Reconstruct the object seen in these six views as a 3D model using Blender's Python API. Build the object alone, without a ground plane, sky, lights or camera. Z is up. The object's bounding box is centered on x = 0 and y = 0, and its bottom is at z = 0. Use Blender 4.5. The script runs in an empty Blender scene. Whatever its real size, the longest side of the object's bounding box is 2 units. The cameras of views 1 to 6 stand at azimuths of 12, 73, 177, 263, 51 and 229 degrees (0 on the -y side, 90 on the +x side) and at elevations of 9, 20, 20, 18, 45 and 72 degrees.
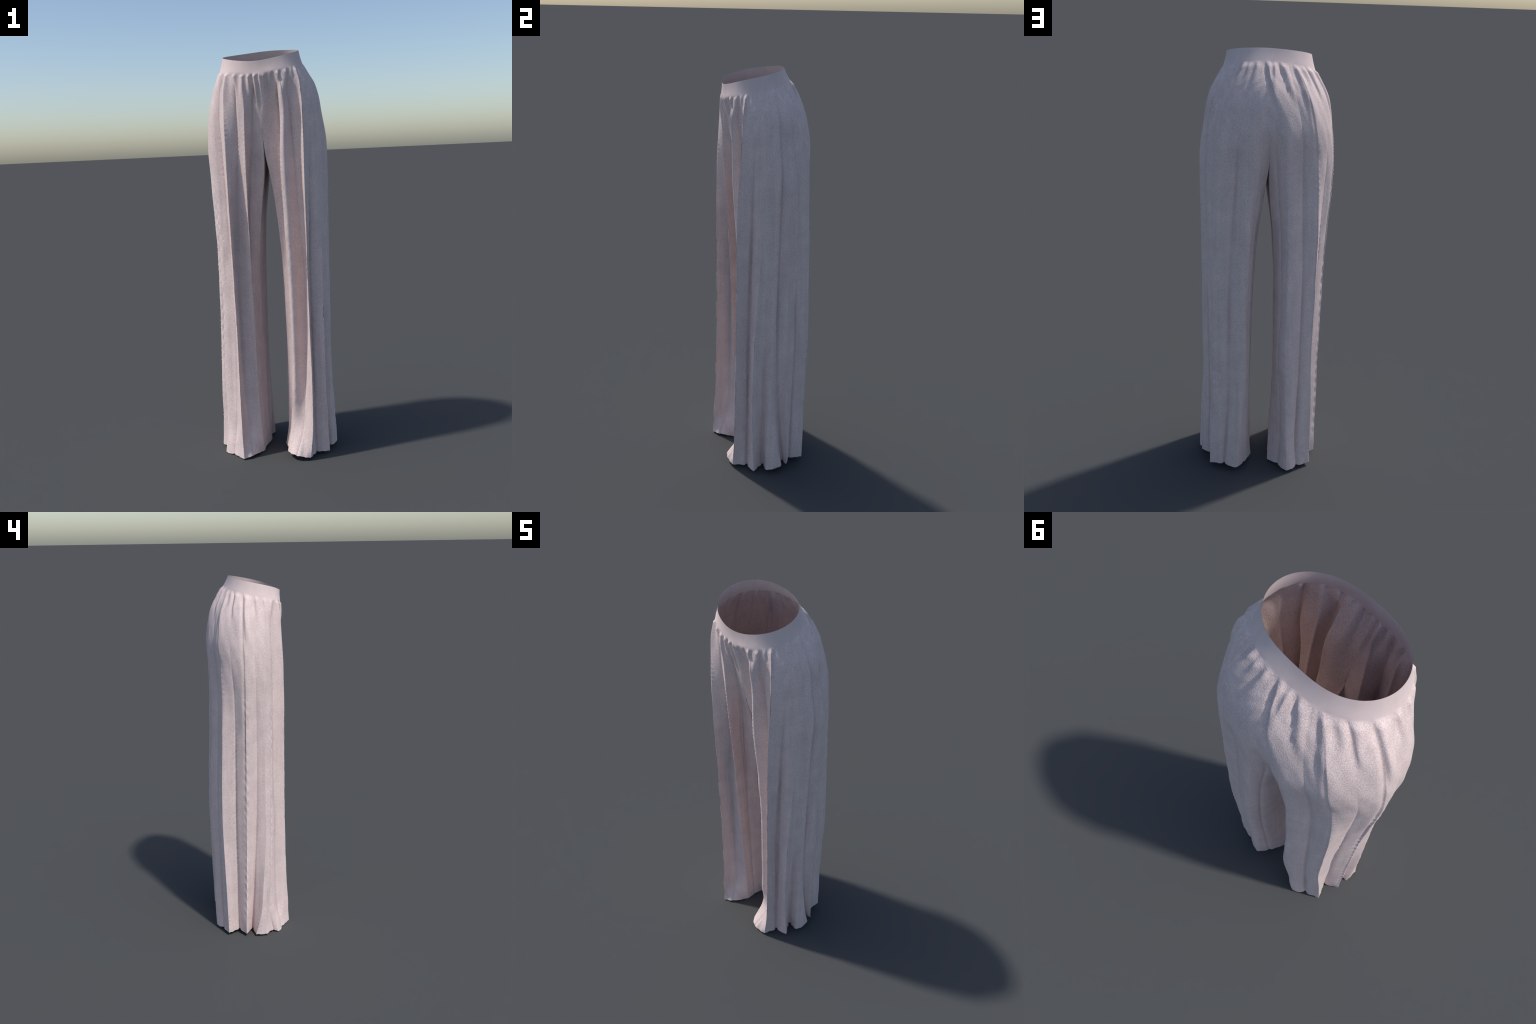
# Pleated wide-leg trousers standing on their hems.
# Each leg is a loft: a ring of fold lines ("creases") that run from hem to waistband,
# with cloth panels spanned between neighbouring creases, an inner-leg panel that closes
# the crotch arch, gathers below a smooth elastic waistband, and a thin cloth thickness.
import bpy, math, random
import numpy as np

rng = random.Random(7)
nrng = np.random.default_rng(7)

# ------------------------------------------------------------------ rings of the waistband
CY = -0.045                                   # ring centre in y

def ring_bottom(a):
    r = 0.1749 - .0019*math.cos(a) + .0039*math.sin(a) + .0257*math.cos(2*a) - .002*math.cos(3*a) - .0016*math.cos(4*a)
    z = 1.909 + .0041*math.cos(a) + .0398*math.sin(a)
    return np.array([r*math.cos(a), CY + r*math.sin(a), z])

def ring_top(a):
    r = 0.1576 - .0021*math.cos(a) - .0089*math.sin(a) + .0244*math.cos(2*a) - .0008*math.cos(3*a) + .0007*math.cos(4*a) + .001*math.sin(3*a)
    z = 1.9695 + .0033*math.cos(a) + .0384*math.sin(a) + .0080*math.cos(2*a)*0.6
    return np.array([r*math.cos(a), CY + r*math.sin(a), z])

# ------------------------------------------------------------------ creases
# heights (m) of the control stations; the hem and the two upper stations vary per crease
STATIONS = [0.0, .12, .35, .65, .95, 1.2, 1.4, 1.55, 1.7, 1.81, 1.91]
# name: (hem z, angle on the waistband ring in degrees, sharpness low, sharpness high,
#        (x, y) at hem, .12, .35, .65, .95, 1.2, 1.4, 1.55, 1.7 and upper station)
LEFT = [
 ("centre_front", .004, -86, .6, 0, [(-.041,.026),(-.049,.020),(-.055,.014),(-.059,.004),(-.054,-.026),(-.030,-.056),(0,-.092),(.011,-.128),(.012,-.158),(.012,-.178)]),
 ("v", .002, -96, 1, .7, [(-.056,-.058),(-.063,-.056),(-.076,-.057),(-.087,-.060),(-.091,-.066),(-.088,-.082),(-.071,-.098),(-.049,-.118),(-.029,-.153),(-.018,-.176)]),
 ("r", .002, -114, 1, 1, [(-.054,-.108),(-.062,-.109),(-.071,-.113),(-.074,-.123),(-.074,-.137),(-.075,-.149),(-.073,-.163),(-.070,-.172),(-.066,-.181),(-.064,-.188)]),
 ("v", .014, -129, .8, 1, [(-.091,-.193),(-.115,-.153),(-.137,-.134),(-.143,-.125),(-.146,-.122),(-.137,-.119),(-.122,-.136),(-.111,-.152),(-.107,-.165),(-.107,-.170)]),
 ("r", .002, -142, 1, 1, [(-.136,-.221),(-.140,-.216),(-.144,-.204),(-.147,-.195),(-.152,-.192),(-.157,-.190),(-.161,-.188),(-.164,-.183),(-.165,-.175),(-.160,-.168)]),
 ("v", .004, -150, .9, .7, [(-.200,-.172),(-.189,-.150),(-.175,-.141),(-.170,-.141),(-.175,-.130),(-.185,-.125),(-.191,-.123),(-.198,-.120),(-.203,-.116),(-.193,-.118)]),
 ("r", .001, -157, .9, .2, [(-.250,-.141),(-.237,-.118),(-.226,-.118),(-.222,-.118),(-.218,-.116),(-.222,-.115),(-.228,-.115),(-.234,-.113),(-.233,-.107),(-.218,-.100)]),
 ("v", .012, -163, .9, .1, [(-.247,-.112),(-.248,-.092),(-.247,-.098),(-.240,-.104),(-.236,-.104),(-.240,-.103),(-.249,-.101),(-.255,-.098),(-.249,-.092),(-.229,-.087)]),
 ("r", .010, -169, 1, .1, [(-.282,-.066),(-.276,-.064),(-.266,-.076),(-.256,-.092),(-.249,-.094),(-.254,-.092),(-.264,-.088),(-.270,-.084),(-.262,-.076),(-.239,-.072)]),
 ("r", .013, -174, 1, .2, [(-.284,-.006),(-.281,-.034),(-.275,-.054),(-.263,-.070),(-.258,-.068),(-.264,-.066),(-.276,-.064),(-.282,-.060),(-.270,-.053),(-.245,-.053)]),
 ("v", .016, 178, 1, .1, [(-.215,.008),(-.226,.004),(-.240,-.004),(-.246,-.018),(-.254,-.026),(-.266,-.026),(-.281,-.024),(-.288,-.020),(-.275,-.016),(-.249,-.018)]),
 ("r", .019, 161, 1, .8, [(-.279,.049),(-.278,.048),(-.277,.044),(-.276,.039),(-.277,.035),(-.287,.034),(-.296,.034),(-.297,.034),(-.279,.036),(-.249,.033)]),
 ("v", .022, 144, 1, .3, [(-.221,.086),(-.224,.089),(-.229,.091),(-.230,.092),(-.239,.090),(-.248,.087),(-.257,.090),(-.261,.098),(-.246,.104),(-.214,.084)]),
 ("r", .017, 129, 1, .8, [(-.250,.148),(-.247,.151),(-.241,.157),(-.230,.165),(-.233,.163),(-.234,.155),(-.226,.149),(-.217,.151),(-.201,.158),(-.165,.136)]),
 ("v", .017, 119, 1, .3, [(-.187,.179),(-.179,.180),(-.177,.182),(-.176,.189),(-.176,.186),(-.167,.174),(-.160,.168),(-.152,.173),(-.140,.180),(-.110,.152)]),
 ("r", .013, 105, .9, .5, [(-.134,.212),(-.127,.214),(-.117,.214),(-.102,.224),(-.103,.217),(-.100,.202),(-.088,.195),(-.073,.199),(-.058,.205),(-.044,.176)]),
 ("v", .012, 98, .8, .1, [(-.087,.159),(-.093,.164),(-.087,.173),(-.070,.184),(-.073,.178),(-.066,.165),(-.050,.162),(-.038,.178),(-.030,.200),(-.022,.178)]),
 ("centre_back", .010, 91, .7, 0, [(-.039,.115),(-.041,.100),(-.051,.104),(-.053,.106),(-.047,.106),(-.036,.110),(-.014,.122),(-.010,.160),(-.006,.198),(-.004,.177)]),
]
RIGHT = [
 ("centre_front", .020, -86, .6, 0, [(.049,-.050),(.066,-.055),(.075,-.060),(.075,-.060),(.068,-.062),(.052,-.074),(.028,-.092),(.011,-.128),(.012,-.158),(.012,-.178)]),
 ("v", .027, -60, .9, .9, [(.068,-.105),(.082,-.068),(.106,-.078),(.114,-.074),(.108,-.072),(.103,-.084),(.094,-.098),(.092,-.114),(.093,-.133),(.090,-.163)]),
 ("r", .029, -54, .8, 1, [(.083,-.172),(.087,-.116),(.106,-.128),(.111,-.129),(.104,-.130),(.098,-.142),(.094,-.155),(.098,-.164),(.101,-.169),(.099,-.174)]),
 ("r", .030, -48, .6, .7, [(.104,-.194),(.102,-.132),(.115,-.138),(.117,-.138),(.115,-.140),(.112,-.153),(.110,-.166),(.110,-.174),(.120,-.180),(.119,-.187)]),
 ("v", .028, -40, .4, .9, [(.128,-.205),(.151,-.152),(.168,-.116),(.174,-.096),(.175,-.092),(.164,-.108),(.156,-.126),(.151,-.134),(.144,-.143),(.141,-.154)]),
 ("v", .020, -31, .5, .9, [(.160,-.200),(.162,-.156),(.176,-.120),(.179,-.098),(.180,-.093),(.179,-.108),(.180,-.124),(.183,-.131),(.190,-.135),(.184,-.142)]),
 ("r", .015, -26, 1, 1, [(.195,-.190),(.207,-.187),(.212,-.183),(.209,-.179),(.206,-.177),(.207,-.175),(.206,-.172),(.206,-.164),(.204,-.154),(.196,-.146)]),
 ("v", .014, -18, 1, .5, [(.217,-.121),(.210,-.117),(.209,-.114),(.207,-.114),(.209,-.111),(.217,-.109),(.226,-.108),(.234,-.104),(.234,-.097),(.224,-.092)]),
 ("r", .015, -12, 1, .1, [(.280,-.099),(.277,-.103),(.271,-.109),(.270,-.105),(.268,-.089),(.269,-.075),(.271,-.066),(.272,-.062),(.259,-.058),(.240,-.062)]),
 ("v", .016, -5, .9, .1, [(.240,-.041),(.242,-.046),(.252,-.046),(.265,-.048),(.271,-.042),(.276,-.036),(.280,-.034),(.284,-.032),(.270,-.030),(.248,-.036)]),
 ("r", .021, 0, .7, .1, [(.290,-.035),(.289,-.031),(.286,-.025),(.280,-.026),(.280,-.022),(.283,-.018),(.287,-.016),(.291,-.014),(.274,-.014),(.251,-.018)]),
 ("r", .036, 6, .8, .1, [(.299,.039),(.298,.021),(.292,-.004),(.285,-.010),(.285,-.008),(.287,-.004),(.291,-.002),(.295,0),(.275,-.004),(.252,-.004)]),
 ("v", .036, 12, .9, .7, [(.262,.059),(.263,.047),(.266,.030),(.272,.015),(.279,.009),(.284,.010),(.289,.012),(.291,.013),(.268,.008),(.243,.006)]),
 ("r", .036, 19, 1, .2, [(.291,.071),(.288,.071),(.283,.069),(.283,.064),(.285,.059),(.288,.059),(.290,.060),(.289,.056),(.270,.036),(.245,.030)]),
 ("v", .035, 28, 1, .7, [(.246,.100),(.252,.102),(.249,.107),(.252,.112),(.259,.106),(.263,.104),(.267,.102),(.266,.092),(.251,.071),(.225,.062)]),
 ("r", .032, 47, 1, .2, [(.244,.171),(.242,.174),(.231,.177),(.232,.181),(.227,.180),(.216,.176),(.207,.170),(.203,.166),(.190,.160),(.158,.138)]),
 ("v", .034, 59, 1, .2, [(.178,.186),(.173,.189),(.160,.192),(.158,.196),(.158,.192),(.148,.185),(.134,.181),(.126,.184),(.118,.188),(.092,.164)]),
 ("r", .026, 74, .9, .5, [(.117,.205),(.111,.208),(.097,.212),(.085,.219),(.087,.213),(.077,.201),(.062,.194),(.050,.198),(.040,.204),(.032,.177)]),
 ("v", .024, 84, .8, .1, [(.076,.156),(.074,.164),(.066,.172),(.064,.180),(.064,.176),(.053,.165),(.031,.160),(.016,.178),(.012,.199),(.012,.177)]),
 ("centre_back", .022, 91, .7, 0, [(.044,.089),(.052,.092),(.056,.096),(.055,.098),(.048,.098),(.034,.102),(.008,.120),(-.010,.160),(-.006,.198),(-.004,.177)]),
]
# inner-thigh control lines between centre_back and centre_front: (x, y) at hem .. 1.4
INNER_L = [[(-.052,.082),(-.044,.070),(-.050,.070),(-.053,.066),(-.046,.050),(-.033,.030),(-.012,.015)]]
INNER_R = [[(.059,.055),(.053,.030),(.056,.036),(.056,.036),(.049,.030),(.035,.020),(.012,.015)]]

zs = np.array(STATIONS)

def spline(t, knots, vals):
    """Catmull-Rom (finite-difference cubic Hermite) through vals at knots."""
    knots = np.asarray(knots, float); vals = np.asarray(vals, float)
    n = len(knots)
    m = np.zeros_like(vals)
    h = np.diff(knots); d = np.diff(vals, axis=0)/h[:, None]
    m[0] = d[0]; m[-1] = d[-1]
    for i in range(1, n-1):
        m[i] = (h[i-1]*d[i] + h[i]*d[i-1])/(h[i-1]+h[i])
    t = np.clip(np.atleast_1d(t), knots[0], knots[-1])
    k = np.clip(np.searchsorted(knots, t, side="right")-1, 0, n-2)
    hh = h[k]; u = ((t-knots[k])/hh)[:, None]
    hh = hh[:, None]
    return ((2*u**3-3*u**2+1)*vals[k] + (u**3-2*u**2+u)*hh*m[k]
            + (-2*u**3+3*u**2)*vals[k+1] + (u**3-u**2)*hh*m[k+1])

# rows: nominal height parameter along every crease, hem to waistband
def spread(a, b, step):
    n = max(2, int(math.ceil((b-a)/step)))
    return list(np.linspace(a, b, n, endpoint=False))
ROWS = np.array(spread(0, .12, .009) + spread(.12, 1.4, .0125) + spread(1.4, 1.57, .009) + spread(1.57, 1.91, .0068) + [1.91])
JC = int(np.argmin(abs(ROWS-1.57)))           # row where the crotch seam opens
NR = len(ROWS)

def smooth(a, b, x):
    t = np.clip((np.asarray(x, float)-a)/(b-a), 0, 1)
    return t*t*(3-2*t)

def crease_curves(table):
    out = []
    for kind, hz, ang, s0, s1, pts in table:
        rb = ring_bottom(math.radians(ang))
        p = [(x, y) for x, y in pts] + [(rb[0], rb[1])]
        z = [hz, .12, .35, .65, .95, 1.2, 1.4, 1.55, 1.7, 1.7+.55*(rb[2]-1.7), rb[2]]
        v = np.array([(a[0], a[1], b) for a, b in zip(p, z)])
        c = spline(ROWS, STATIONS, v)
        sharp = s0 + (s1-s0)*smooth(1.15, 1.65, ROWS)
        out.append((kind, c, sharp))
    return out

CL, CR = crease_curves(LEFT), crease_curves(RIGHT)
SUB = 12
def sub_params():
    u = np.linspace(0, 1, SUB+1)
    return u - .78*np.sin(2*math.pi*u)/(2*math.pi)      # denser towards the creases
U = sub_params()

def section(points, tang, sharp):
    """Points along an open run of creases in one row; Hermite panels between them."""
    res = []
    n = len(points)
    for i in range(n-1):
        a, b = points[i], points[i+1]
        ch = b-a
        ta = sharp[i]*ch + (1-sharp[i])*tang[i]
        tb = sharp[i+1]*ch + (1-sharp[i+1])*tang[i+1]
        L = np.linalg.norm(ch)
        ta = ta/(np.linalg.norm(ta)+1e-9)*L
        tb = tb/(np.linalg.norm(tb)+1e-9)*L
        u = U[:-1, None]
        res.append((2*u**3-3*u**2+1)*a + (u**3-2*u**2+u)*ta + (-2*u**3+3*u**2)*b + (u**3-u**2)*tb)
    res.append(points[-1][None])
    return np.concatenate(res)

def outer_grid(C, other):
    n = len(C); G = []
    for j in range(NR):
        P = [c[1][j] for c in C]
        S = [c[2][j] for c in C]
        w = smooth(1.57, 1.68, ROWS[j])
        prev = (P[0] - (P[1]-P[0]))*(1-w) + other[1][1][j]*w
        nxt = (P[-1] + (P[-1]-P[-2]))*(1-w) + other[-2][1][j]*w
        ext = [prev]+P+[nxt]
        T = []
        for i in range(1, n+1):
            h0 = np.linalg.norm(ext[i]-ext[i-1])+1e-6; h1 = np.linalg.norm(ext[i+1]-ext[i])+1e-6
            T.append((ext[i+1]-ext[i])/h1*h0/(h0+h1) + (ext[i]-ext[i-1])/h0*h1/(h0+h1))
        G.append(section(P, T, S))
    return np.array(G)                        # rows x columns x 3

GL, GR = outer_grid(CL, CR), outer_grid(CR, CL)

# ------------------------------------------------------------------ gathers under the waistband
# crest lines: (angle at band, angle lower down, length, height, width on the clockwise side, on the other side)
FOLDS = [
 (55, 48, .18, .0085, .010, .030), (74, 69, .12, .0060, .009, .020), (88, 103, .22, .0085, .010, .030),
 (98, 97, .09, .0060, .009, .014), (109, 118, .17, .0080, .009, .026), (128, 134, .30, .0060, .009, .024),
 (139, 142, .12, .0045, .009, .014), (148, 151, .15, .0065, .008, .024), (163, 169, .30, .0070, .009, .026),
 (178, 180, .14, .0040, .010, .016), (-170, -172, .14, .0040, .010, .016), (-159, -161, .16, .0040, .012, .012),
 (-143, -142, .20, .0060, .018, .008), (-129, -128, .10, .0050, .014, .008), (-115, -117, .17, .0065, .016, .008),
 (-104, -101, .17, .0075, .012, .008), (-93, -92, .20, .0075, .012, .009), (-84, -80, .15, .0060, .012, .008),
 (-76, -69, .19, .0085, .014, .009), (-66, -63, .08, .0045, .010, .008), (-54, -52, .16, .0070, .014, .008),
 (-41, -40, .12, .0060, .014, .009), (-33, -33, .07, .0040, .010, .008), (-26, -28, .12, .0060, .014, .009), (37, 33, .12, .0035, .012, .018), (64, 60, .10, .0040, .010, .016),
]

def fold_offset(P, zr):
    """Outward push (m) of the gathers, at points P (n x 3) whose band edge lies at height zr."""
    dz = np.clip(zr-P[:, 2], 0, None)
    ang = np.arctan2(P[:, 1]-CY, P[:, 0])
    rad = np.hypot(P[:, 1]-CY, P[:, 0])
    tot = np.zeros(len(P))
    for a0, a1, ln, h, w0, w1 in FOLDS:
        h, w0, w1 = h*1.15, w0*.85, w1*.85
        t = dz/ln
        c = np.radians(a0 + (a1-a0)*np.clip(t, 0, 1.4))
        d = (ang-c+math.pi) % (2*math.pi) - math.pi
        s = d*rad
        w = np.where(s > 0, w1, w0)*(.75+.5*np.clip(t, 0, 1))
        fade = smooth(0, .012, dz)*(1-smooth(.25, 1.0, t))
        steep = -w0 if w0 < w1 else w1                    # sharp drop on the narrow side of the crest
        tot += h*(np.exp(-(s/w)**2) - .6*np.exp(-((s-1.9*steep)/abs(steep))**2))*fade
    # a small pinched dent beside the right front pleat
    s = ((ang+math.radians(49)+math.pi) % (2*math.pi)-math.pi)*rad
    tot -= .007*np.exp(-(s/.010)**2-((dz-.045)/.028)**2)
    # cloth puffs out just under the elastic edge, with small puckers
    back = .5+.5*np.clip(np.sin(ang)+.55, -1, 1)
    puff = (.0015+.0055*back)*smooth(0, .018, dz)*np.exp(-dz/.05)
    puck = .0009*(np.sin(ang*41+1.3*np.sin(ang*7))+.7*np.sin(ang*67+2*np.sin(ang*5)))*smooth(0, .008, dz)*np.exp(-dz/.03)
    return tot - .0030*smooth(0, .02, dz)*(1-smooth(.08, .2, dz)) + puff + puck

# narrow grooves pressed beside the fold lines: (crease number, offset along the cloth,
# half width, depth at hem, at mid leg, at hip, near the waist)
GROOVE_L = [(1, 0, .006, .003, .004, .005, .005), (3, 0, .006, .004, .005, .005, .004), (5, 0, .006, .003, .003, .004, .002),
            (7, 0, .006, .003, .002, .000, .000), (10, 0, .007, .004, .004, .002, .000), (11, .007, .005, .000, .003, .005, .005),
            (12, 0, .007, .005, .005, .002, .000), (13, .007, .005, .000, .001, .003, .004), (14, 0, .009, .010, .007, .006, .001),
            (16, 0, .008, .007, .005, .004, .000)]
GROOVE_R = [(1, 0, .006, .000, .003, .004, .004), (4, 0, .006, .002, .003, .005, .004), (7, 0, .007, .007, .007, .006, .001),
            (9, 0, .008, .006, .003, .000, .000), (12, 0, .006, .008, .007, .005, .006),
            (14, 0, .008, .010, .006, .004, .006), (16, 0, .009, .010, .008, .006, .001), (18, 0, .008, .005, .005, .004, .000)]

def ripple(G, grooves, C):
    """Pressed grooves, stitched-looking ripple along the folds and limp unevenness of the cloth."""
    R, Cc, _ = G.shape
    z = ROWS[:, None]
    arc = np.concatenate([np.zeros((R, 1)), np.cumsum(np.linalg.norm(np.diff(G, axis=1), axis=2), axis=1)], axis=1)
    off = np.zeros((R, Cc))
    for k, so, w, d0, d1, d2, d3 in grooves:
        s = arc-arc[:, k*SUB:k*SUB+1]-so
        d = np.interp(ROWS, [0, .7, 1.4, 1.75, 1.91], [d0, d1, d2, d3, 0])[:, None]
        d = 1.6*d*(.8+.35*np.sin(z*7+k*2.2)*np.sin(z*3.1+k))
        off -= d*np.exp(-np.abs(s/(.8*w))**1.3)
    kk = np.arange(0, Cc, SUB)
    for k in kk[1:-1]:
        s = arc-arc[:, k:k+1]
        ph = 1.7*k
        amp = .0024*(1-smooth(1.5, 1.75, z))*smooth(0, .06, z)*(.45+.55*np.sin(z*5.3+ph*2.1)**2)
        wave = np.sin(z*2*math.pi/(.022+.006*np.sin(ph)) + ph + 1.3*np.sin(z*9+ph))
        lob = np.exp(-((s-.006)/.006)**2)-np.exp(-((s+.006)/.006)**2)
        off += amp*wave*lob*1.15*C[k//SUB][2][:, None]**2
    col = arc/.011
    off += .0013*np.sin(z*11+col*.33)*np.sin(z*4.1+col*.21)*(1-smooth(1.6, 1.8, z))*smooth(.0, .1, z)
    off += .0010*np.sin(z*23+col*.9+2*np.sin(z*6))*np.sin(z*9.1-col*.5)*smooth(.0, .1, z)
    return off

def grid_normals(G):
    du = np.gradient(G, axis=1); dv = np.gradient(G, axis=0)
    n = np.cross(du, dv)
    return n/(np.linalg.norm(n, axis=2, keepdims=True)+1e-12)

def finish(G, sign, grooves, C):
    N = grid_normals(G)*sign
    N[:, 0] = [0, -1, 0]; N[:, -1] = [0, 1, 0]
    off = ripple(G, grooves, C)
    off[:, 0] = 0; off[:, -1] = 0
    G = G + N*off[..., None]
    # uneven, slightly frilled hem
    low = np.exp(-ROWS/.035)[:, None]
    c = np.concatenate([[0], np.cumsum(np.linalg.norm(np.diff(G[0], axis=0), axis=1))])[None]
    G[:, :, 2] += low*(.0014*np.sin(c*120+1.9*np.sin(c*37))+.0008*np.sin(c*290+sign))
    frill = .0012*np.sin(c*140+2.2*np.sin(c*23+sign))*low
    frill[:, 0] = 0; frill[:, -1] = 0
    G += N*frill[..., None]
    zr = G[-1, :, 2]
    for j in range(NR):
        if ROWS[j] > 1.6:
            rad = G[j]-np.array([0, CY, 0]); rad[:, 2] = 0
            rad /= np.linalg.norm(rad, axis=1, keepdims=True)
            G[j] += rad*(fold_offset(G[j], zr)*smooth(1.6, 1.68, ROWS[j]))[:, None]
    return G

GR = finish(GR, 1, GROOVE_R, CR)
GL = finish(GL, -1, GROOVE_L, CL)

# ------------------------------------------------------------------ inner-leg panels and crotch
NIN = 18
def inner_grid(G, inner, table):
    """Rows 0..JC; columns from centre_back to centre_front, arching up to the crotch seam."""
    back, front = G[:JC+1, -1], G[:JC+1, 0]
    bz, fz = table[-1][1], table[0][1]
    kb, kf = np.array(table[-1][5][:9]), np.array(table[0][5][:9])
    kn = np.array(STATIONS[:9])
    ki = [np.array(l+[(.0, .016), (.0, .016)]) for l in inner]
    t = np.linspace(0, 1, NIN+1)
    out = np.zeros((JC+1, NIN+1, 3))
    zc = ROWS[JC]
    for j in range(JC+1):
        h = ROWS[j]
        d = zc-h
        for i in range(NIN+1):
            arch = math.sin(math.pi*t[i])**.8
            drop = .082*arch*np.clip((h-1.0)/(zc-1.0), 0, 1)
            zz = h-drop
            q = np.stack([spline(zz, kn, kb)[0]] + [spline(zz, kn, a)[0] for a in ki] + [spline(zz, kn, kf)[0]])
            s = spline(t[i], np.linspace(0, 1, len(q)), q)[0]
            g = 1-(1-min(1, d/.20))**2.5
            ends = back[j]*(1-t[i]) + front[j]*t[i]
            seam = np.array([0.011*t[i]-.010*(1-t[i]) + .004*math.sin(math.pi*t[i]), back[JC][1]*(1-t[i])+front[JC][1]*t[i]])
            xy = seam*(1-g)+s*g
            hz = bz*(1-t[i])+fz*t[i]
            z = zz if zz > .12 else hz+(zz/.12)*(.12-hz)
            p = np.array([xy[0], xy[1], z])
            wobble = .0025*math.sin(zz*13+t[i]*9)*arch*g
            p[0] += wobble
            # blend exactly onto the outer grid at both borders
            if i in (0, NIN):
                p = back[j] if i == 0 else front[j]
            out[j, i] = p
    return out

# the two legs share the centre-front and centre-back lines above the crotch
for col in (0, -1):
    m = .5*(GL[JC:, col]+GR[JC:, col])
    GL[JC:, col] = m; GR[JC:, col] = m
IL, IR = inner_grid(GL, INNER_L, LEFT), inner_grid(GR, INNER_R, RIGHT)
m = .5*(IL[JC]+IR[JC]); IL[JC] = m; IR[JC] = m

# ------------------------------------------------------------------ waistband rows
NB = 9
def band_grid(G):
    top = G[-1]
    rows = [top]
    for k in range(1, NB+1):
        u = k/NB
        row = []
        for p in top:
            a = math.atan2(p[1]-CY, p[0])
            b, t = ring_bottom(a), ring_top(a)
            q = b*(1-u)+t*u
            c = np.array([math.cos(a), math.sin(a), 0])
            q = q - c*.0012*math.sin(math.pi*u)*(1 if u < 1 else 0)     # waist dips in a little
            row.append(q)
        rows.append(np.array(row))
    return np.array(rows)
BL, BR = band_grid(GL), band_grid(GR)

# ------------------------------------------------------------------ one merged outer surface
verts, faces, tags = [], [], []
index = {}
def vid(p):
    k = (round(p[0]*2e4), round(p[1]*2e4), round(p[2]*2e4))
    if k not in index:
        index[k] = len(verts); verts.append(tuple(p))
    return index[k]

def add_grid(G, tag, flip):
    R, Cc, _ = G.shape
    ids = [[vid(G[r, c]) for c in range(Cc)] for r in range(R)]
    for r in range(R-1):
        for c in range(Cc-1):
            q = [ids[r][c], ids[r][c+1], ids[r+1][c+1], ids[r+1][c]]
            if flip:
                q.reverse()
            q2 = [q[i] for i in range(4) if q[i] != q[i-1]]
            if len(set(q2)) >= 3:
                faces.append(q2); tags.append(tag)
    return ids

hem_l = add_grid(GL, "left", True)[0];  hem_r = add_grid(GR, "right", False)[0]
hil = add_grid(IL, "left", True)[0];    hir = add_grid(IR, "right", False)[0]
bl = add_grid(BL, "band", True);        br = add_grid(BR, "band", False)
V = np.array(verts)

def vertex_normals(V, faces):
    N = np.zeros_like(V)
    for f in faces:
        a, b, c = V[f[0]], V[f[1]], V[f[2]]
        n = np.cross(b-a, c-a)
        if len(f) == 4:
            n = n+np.cross(c-a, V[f[3]]-a)
        for i in f:
            N[i] += n
    return N/(np.linalg.norm(N, axis=1, keepdims=True)+1e-15)
N = vertex_normals(V, faces)

V[:, 2] -= V[:, 2].min()
V[:, 0] -= .5*(V[:, 0].max()+V[:, 0].min())
V[:, 1] -= .5*(V[:, 1].max()+V[:, 1].min())
THICK = .0012
VI = V-N*THICK
for loop in (bl[-1], br[-1]):
    VI[loop] = V[loop]-N[loop]*.0004

# ------------------------------------------------------------------ materials
def nodes(mat):
    mat.use_nodes = True
    nt = mat.node_tree
    nt.nodes.clear()
    return nt, nt.nodes.new, nt.links.new

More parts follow.
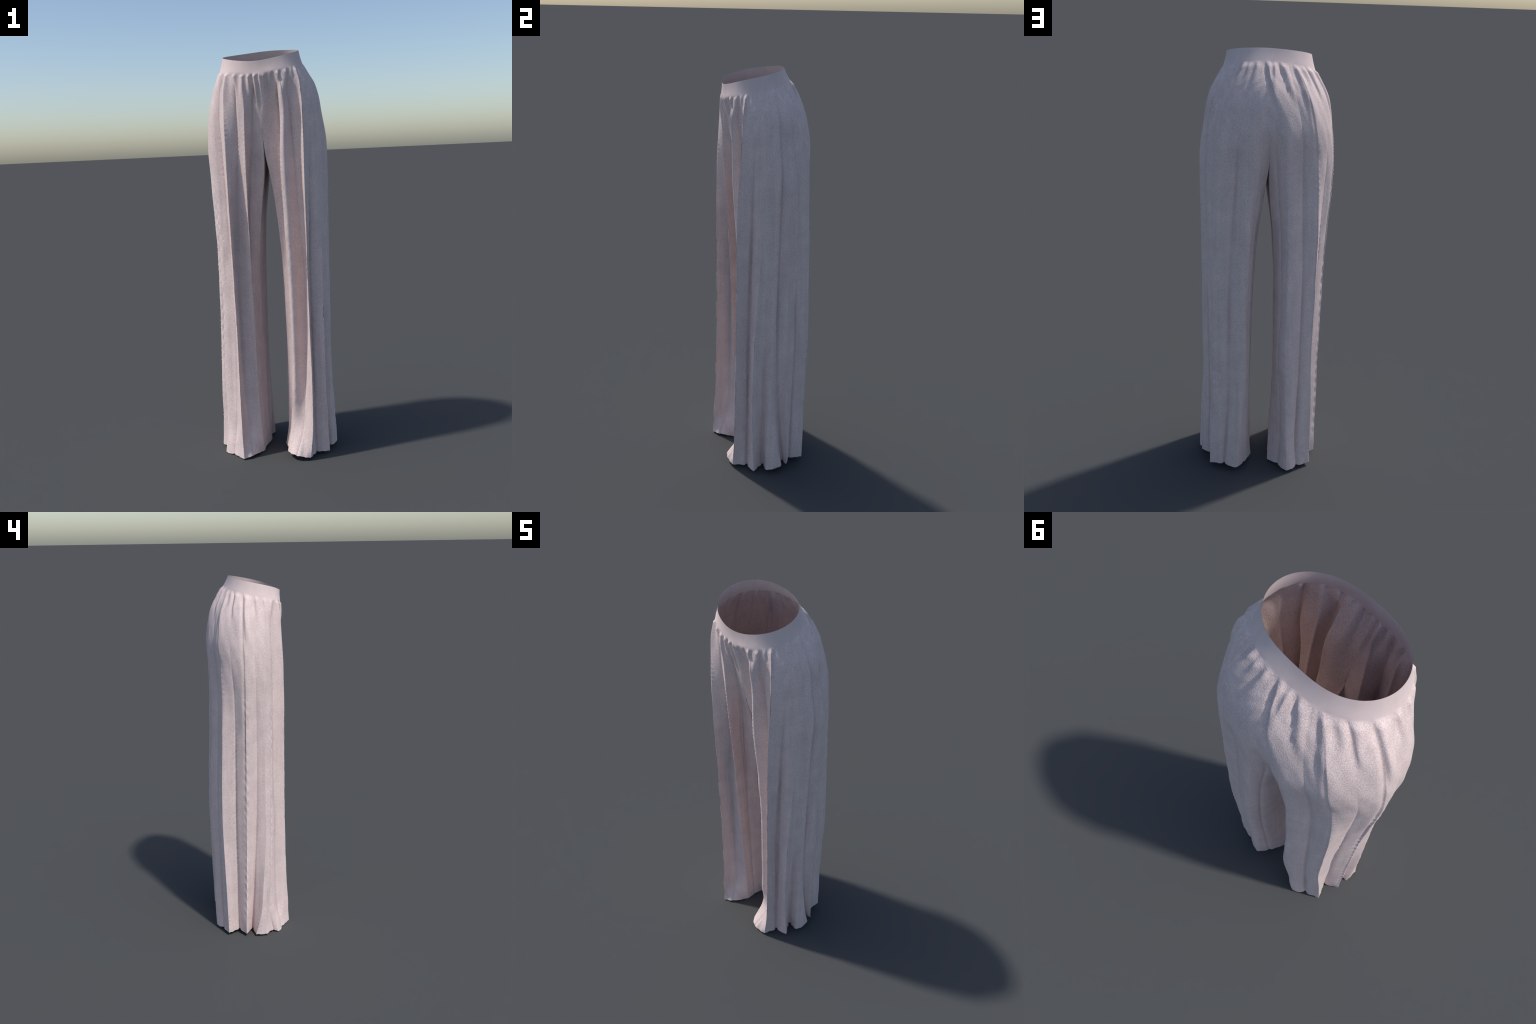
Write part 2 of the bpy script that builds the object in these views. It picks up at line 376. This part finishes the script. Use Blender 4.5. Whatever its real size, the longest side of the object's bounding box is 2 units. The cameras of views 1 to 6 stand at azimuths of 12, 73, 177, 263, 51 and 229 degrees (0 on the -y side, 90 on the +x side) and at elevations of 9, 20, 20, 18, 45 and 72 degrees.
def cloth_material(name, base, dark, light, speckle, bump, fuzz):
    mat = bpy.data.materials.new(name)
    nt, new, link = nodes(mat)
    out = new("ShaderNodeOutputMaterial"); pb = new("ShaderNodeBsdfPrincipled")
    tc = new("ShaderNodeTexCoord")
    # fine brushed fibre speckle
    n1 = new("ShaderNodeTexNoise"); n1.inputs["Scale"].default_value = 280; n1.inputs["Detail"].default_value = 3; n1.inputs["Roughness"].default_value = .6
    mp = new("ShaderNodeMapping"); mp.inputs["Scale"].default_value = (1, 1, .8)
    link(tc.outputs["Object"], mp.inputs["Vector"]); link(mp.outputs["Vector"], n1.inputs["Vector"])
    r1 = new("ShaderNodeValToRGB")
    r1.color_ramp.elements[0].position = .36; r1.color_ramp.elements[0].color = (*dark, 1)
    r1.color_ramp.elements[1].position = .60; r1.color_ramp.elements[1].color = (*light, 1)
    e = r1.color_ramp.elements.new(.48); e.color = (*base, 1)
    link(n1.outputs["Fac"], r1.inputs["Fac"])
    # broad clouding
    n2 = new("ShaderNodeTexNoise"); n2.inputs["Scale"].default_value = 14; n2.inputs["Detail"].default_value = 4
    link(tc.outputs["Object"], n2.inputs["Vector"])
    mr = new("ShaderNodeMapRange"); mr.inputs["From Min"].default_value = .3; mr.inputs["From Max"].default_value = .7
    mr.inputs["To Min"].default_value = 1-.10*speckle; mr.inputs["To Max"].default_value = 1+.08*speckle
    link(n2.outputs["Fac"], mr.inputs["Value"])
    mx0 = new("ShaderNodeMix"); mx0.data_type = "RGBA"
    mx0.inputs[0].default_value = speckle; mx0.inputs[6].default_value = (*base, 1)
    link(r1.outputs["Color"], mx0.inputs[7])
    mx = new("ShaderNodeMix"); mx.data_type = "RGBA"; mx.blend_type = "MULTIPLY"; mx.inputs[0].default_value = 1
    cmb = new("ShaderNodeCombineColor")
    # faint lengthwise streaks
    ms = new("ShaderNodeMapping"); ms.inputs["Scale"].default_value = (45, 45, 2.2)
    n4 = new("ShaderNodeTexNoise"); n4.inputs["Scale"].default_value = 1; n4.inputs["Detail"].default_value = 2
    link(tc.outputs["Object"], ms.inputs["Vector"]); link(ms.outputs["Vector"], n4.inputs["Vector"])
    mr2 = new("ShaderNodeMapRange"); mr2.inputs["From Min"].default_value = .3; mr2.inputs["From Max"].default_value = .7
    mr2.inputs["To Min"].default_value = 1-.09*speckle; mr2.inputs["To Max"].default_value = 1+.07*speckle
    link(n4.outputs["Fac"], mr2.inputs["Value"])
    mul = new("ShaderNodeMath"); mul.operation = "MULTIPLY"
    link(mr.outputs["Result"], mul.inputs[0]); link(mr2.outputs["Result"], mul.inputs[1])
    for i in range(3):
        link(mul.outputs["Value"], cmb.inputs[i])
    link(mx0.outputs[2], mx.inputs[6]); link(cmb.outputs["Color"], mx.inputs[7])
    link(mx.outputs[2], pb.inputs["Base Color"])
    pb.inputs["Roughness"].default_value = .85
    pb.inputs["Specular IOR Level"].default_value = .15
    pb.inputs["Sheen Weight"].default_value = fuzz*0
    pb.inputs["Sheen Roughness"].default_value = .5
    if bump:
        n3 = new("ShaderNodeTexNoise"); n3.inputs["Scale"].default_value = 300; n3.inputs["Detail"].default_value = 3
        link(tc.outputs["Object"], n3.inputs["Vector"])
        bp = new("ShaderNodeBump"); bp.inputs["Strength"].default_value = bump; bp.inputs["Distance"].default_value = .004
        link(n3.outputs["Fac"], bp.inputs["Height"]); link(bp.outputs["Normal"], pb.inputs["Normal"])
    link(pb.outputs["BSDF"], out.inputs["Surface"])
    return mat

BASE = (.69, .556, .533)
cloth = cloth_material("brushed_pale_pink_cloth", BASE, (.545, .435, .418), (.82, .67, .64), .6, .36, 0)
knit = cloth_material("smooth_elastic_knit", (.70, .566, .543), (.67, .54, .52), (.73, .59, .565), .3, 0, 0)

# ------------------------------------------------------------------ objects
coll = bpy.context.scene.collection
thing = bpy.data.objects.new("pleated_trousers", None)
thing.empty_display_size = .2
thing["label"] = "pale pink pleated wide-leg trousers with smooth elastic waistband"
thing["category"] = "trousers"
coll.objects.link(thing)

def rim_pairs(loop):
    return list(zip(loop, loop[1:]))

def make(name, tag, mat, rims):
    sel = [f for f, t in zip(faces, tags) if t == tag]
    used = sorted({i for f in sel for i in f})
    o = {g: k for k, g in enumerate(used)}
    n = len(used)
    vv = [tuple(V[g]) for g in used] + [tuple(VI[g]) for g in used]
    nn = [tuple(N[g]) for g in used] + [tuple(-N[g]) for g in used]
    ff = [[o[i] for i in f] for f in sel] + [[o[i]+n for i in reversed(f)] for f in sel]
    for loop, up in rims:
        for a, b in rim_pairs(loop):
            k = len(vv)
            vv += [tuple(V[a]), tuple(V[b]), tuple(VI[b]), tuple(VI[a])]
            nn += [tuple(N[a]), tuple(N[b]), tuple(N[b]), tuple(N[a])]
            q = [k, k+1, k+2, k+3]
            p0, p1, p2 = (np.array(vv[k+i]) for i in range(3))
            if np.cross(p1-p0, p2-p0)[2]*up < 0:
                q.reverse()
            ff.append(q)
    me = bpy.data.meshes.new(name)
    me.from_pydata(vv, [], ff)
    me.polygons.foreach_set("use_smooth", [True]*len(me.polygons))
    me.update()
    me.normals_split_custom_set_from_vertices(nn)
    me.materials.append(mat)
    ob = bpy.data.objects.new(name, me)
    ob.parent = thing
    coll.objects.link(ob)
    return ob

make("trouser_leg", "left", cloth, [(hem_l, -1), (hil, -1)])
make("trouser_leg", "right", cloth, [(hem_r, -1), (hir, -1)])
make("waistband", "band", knit, [])
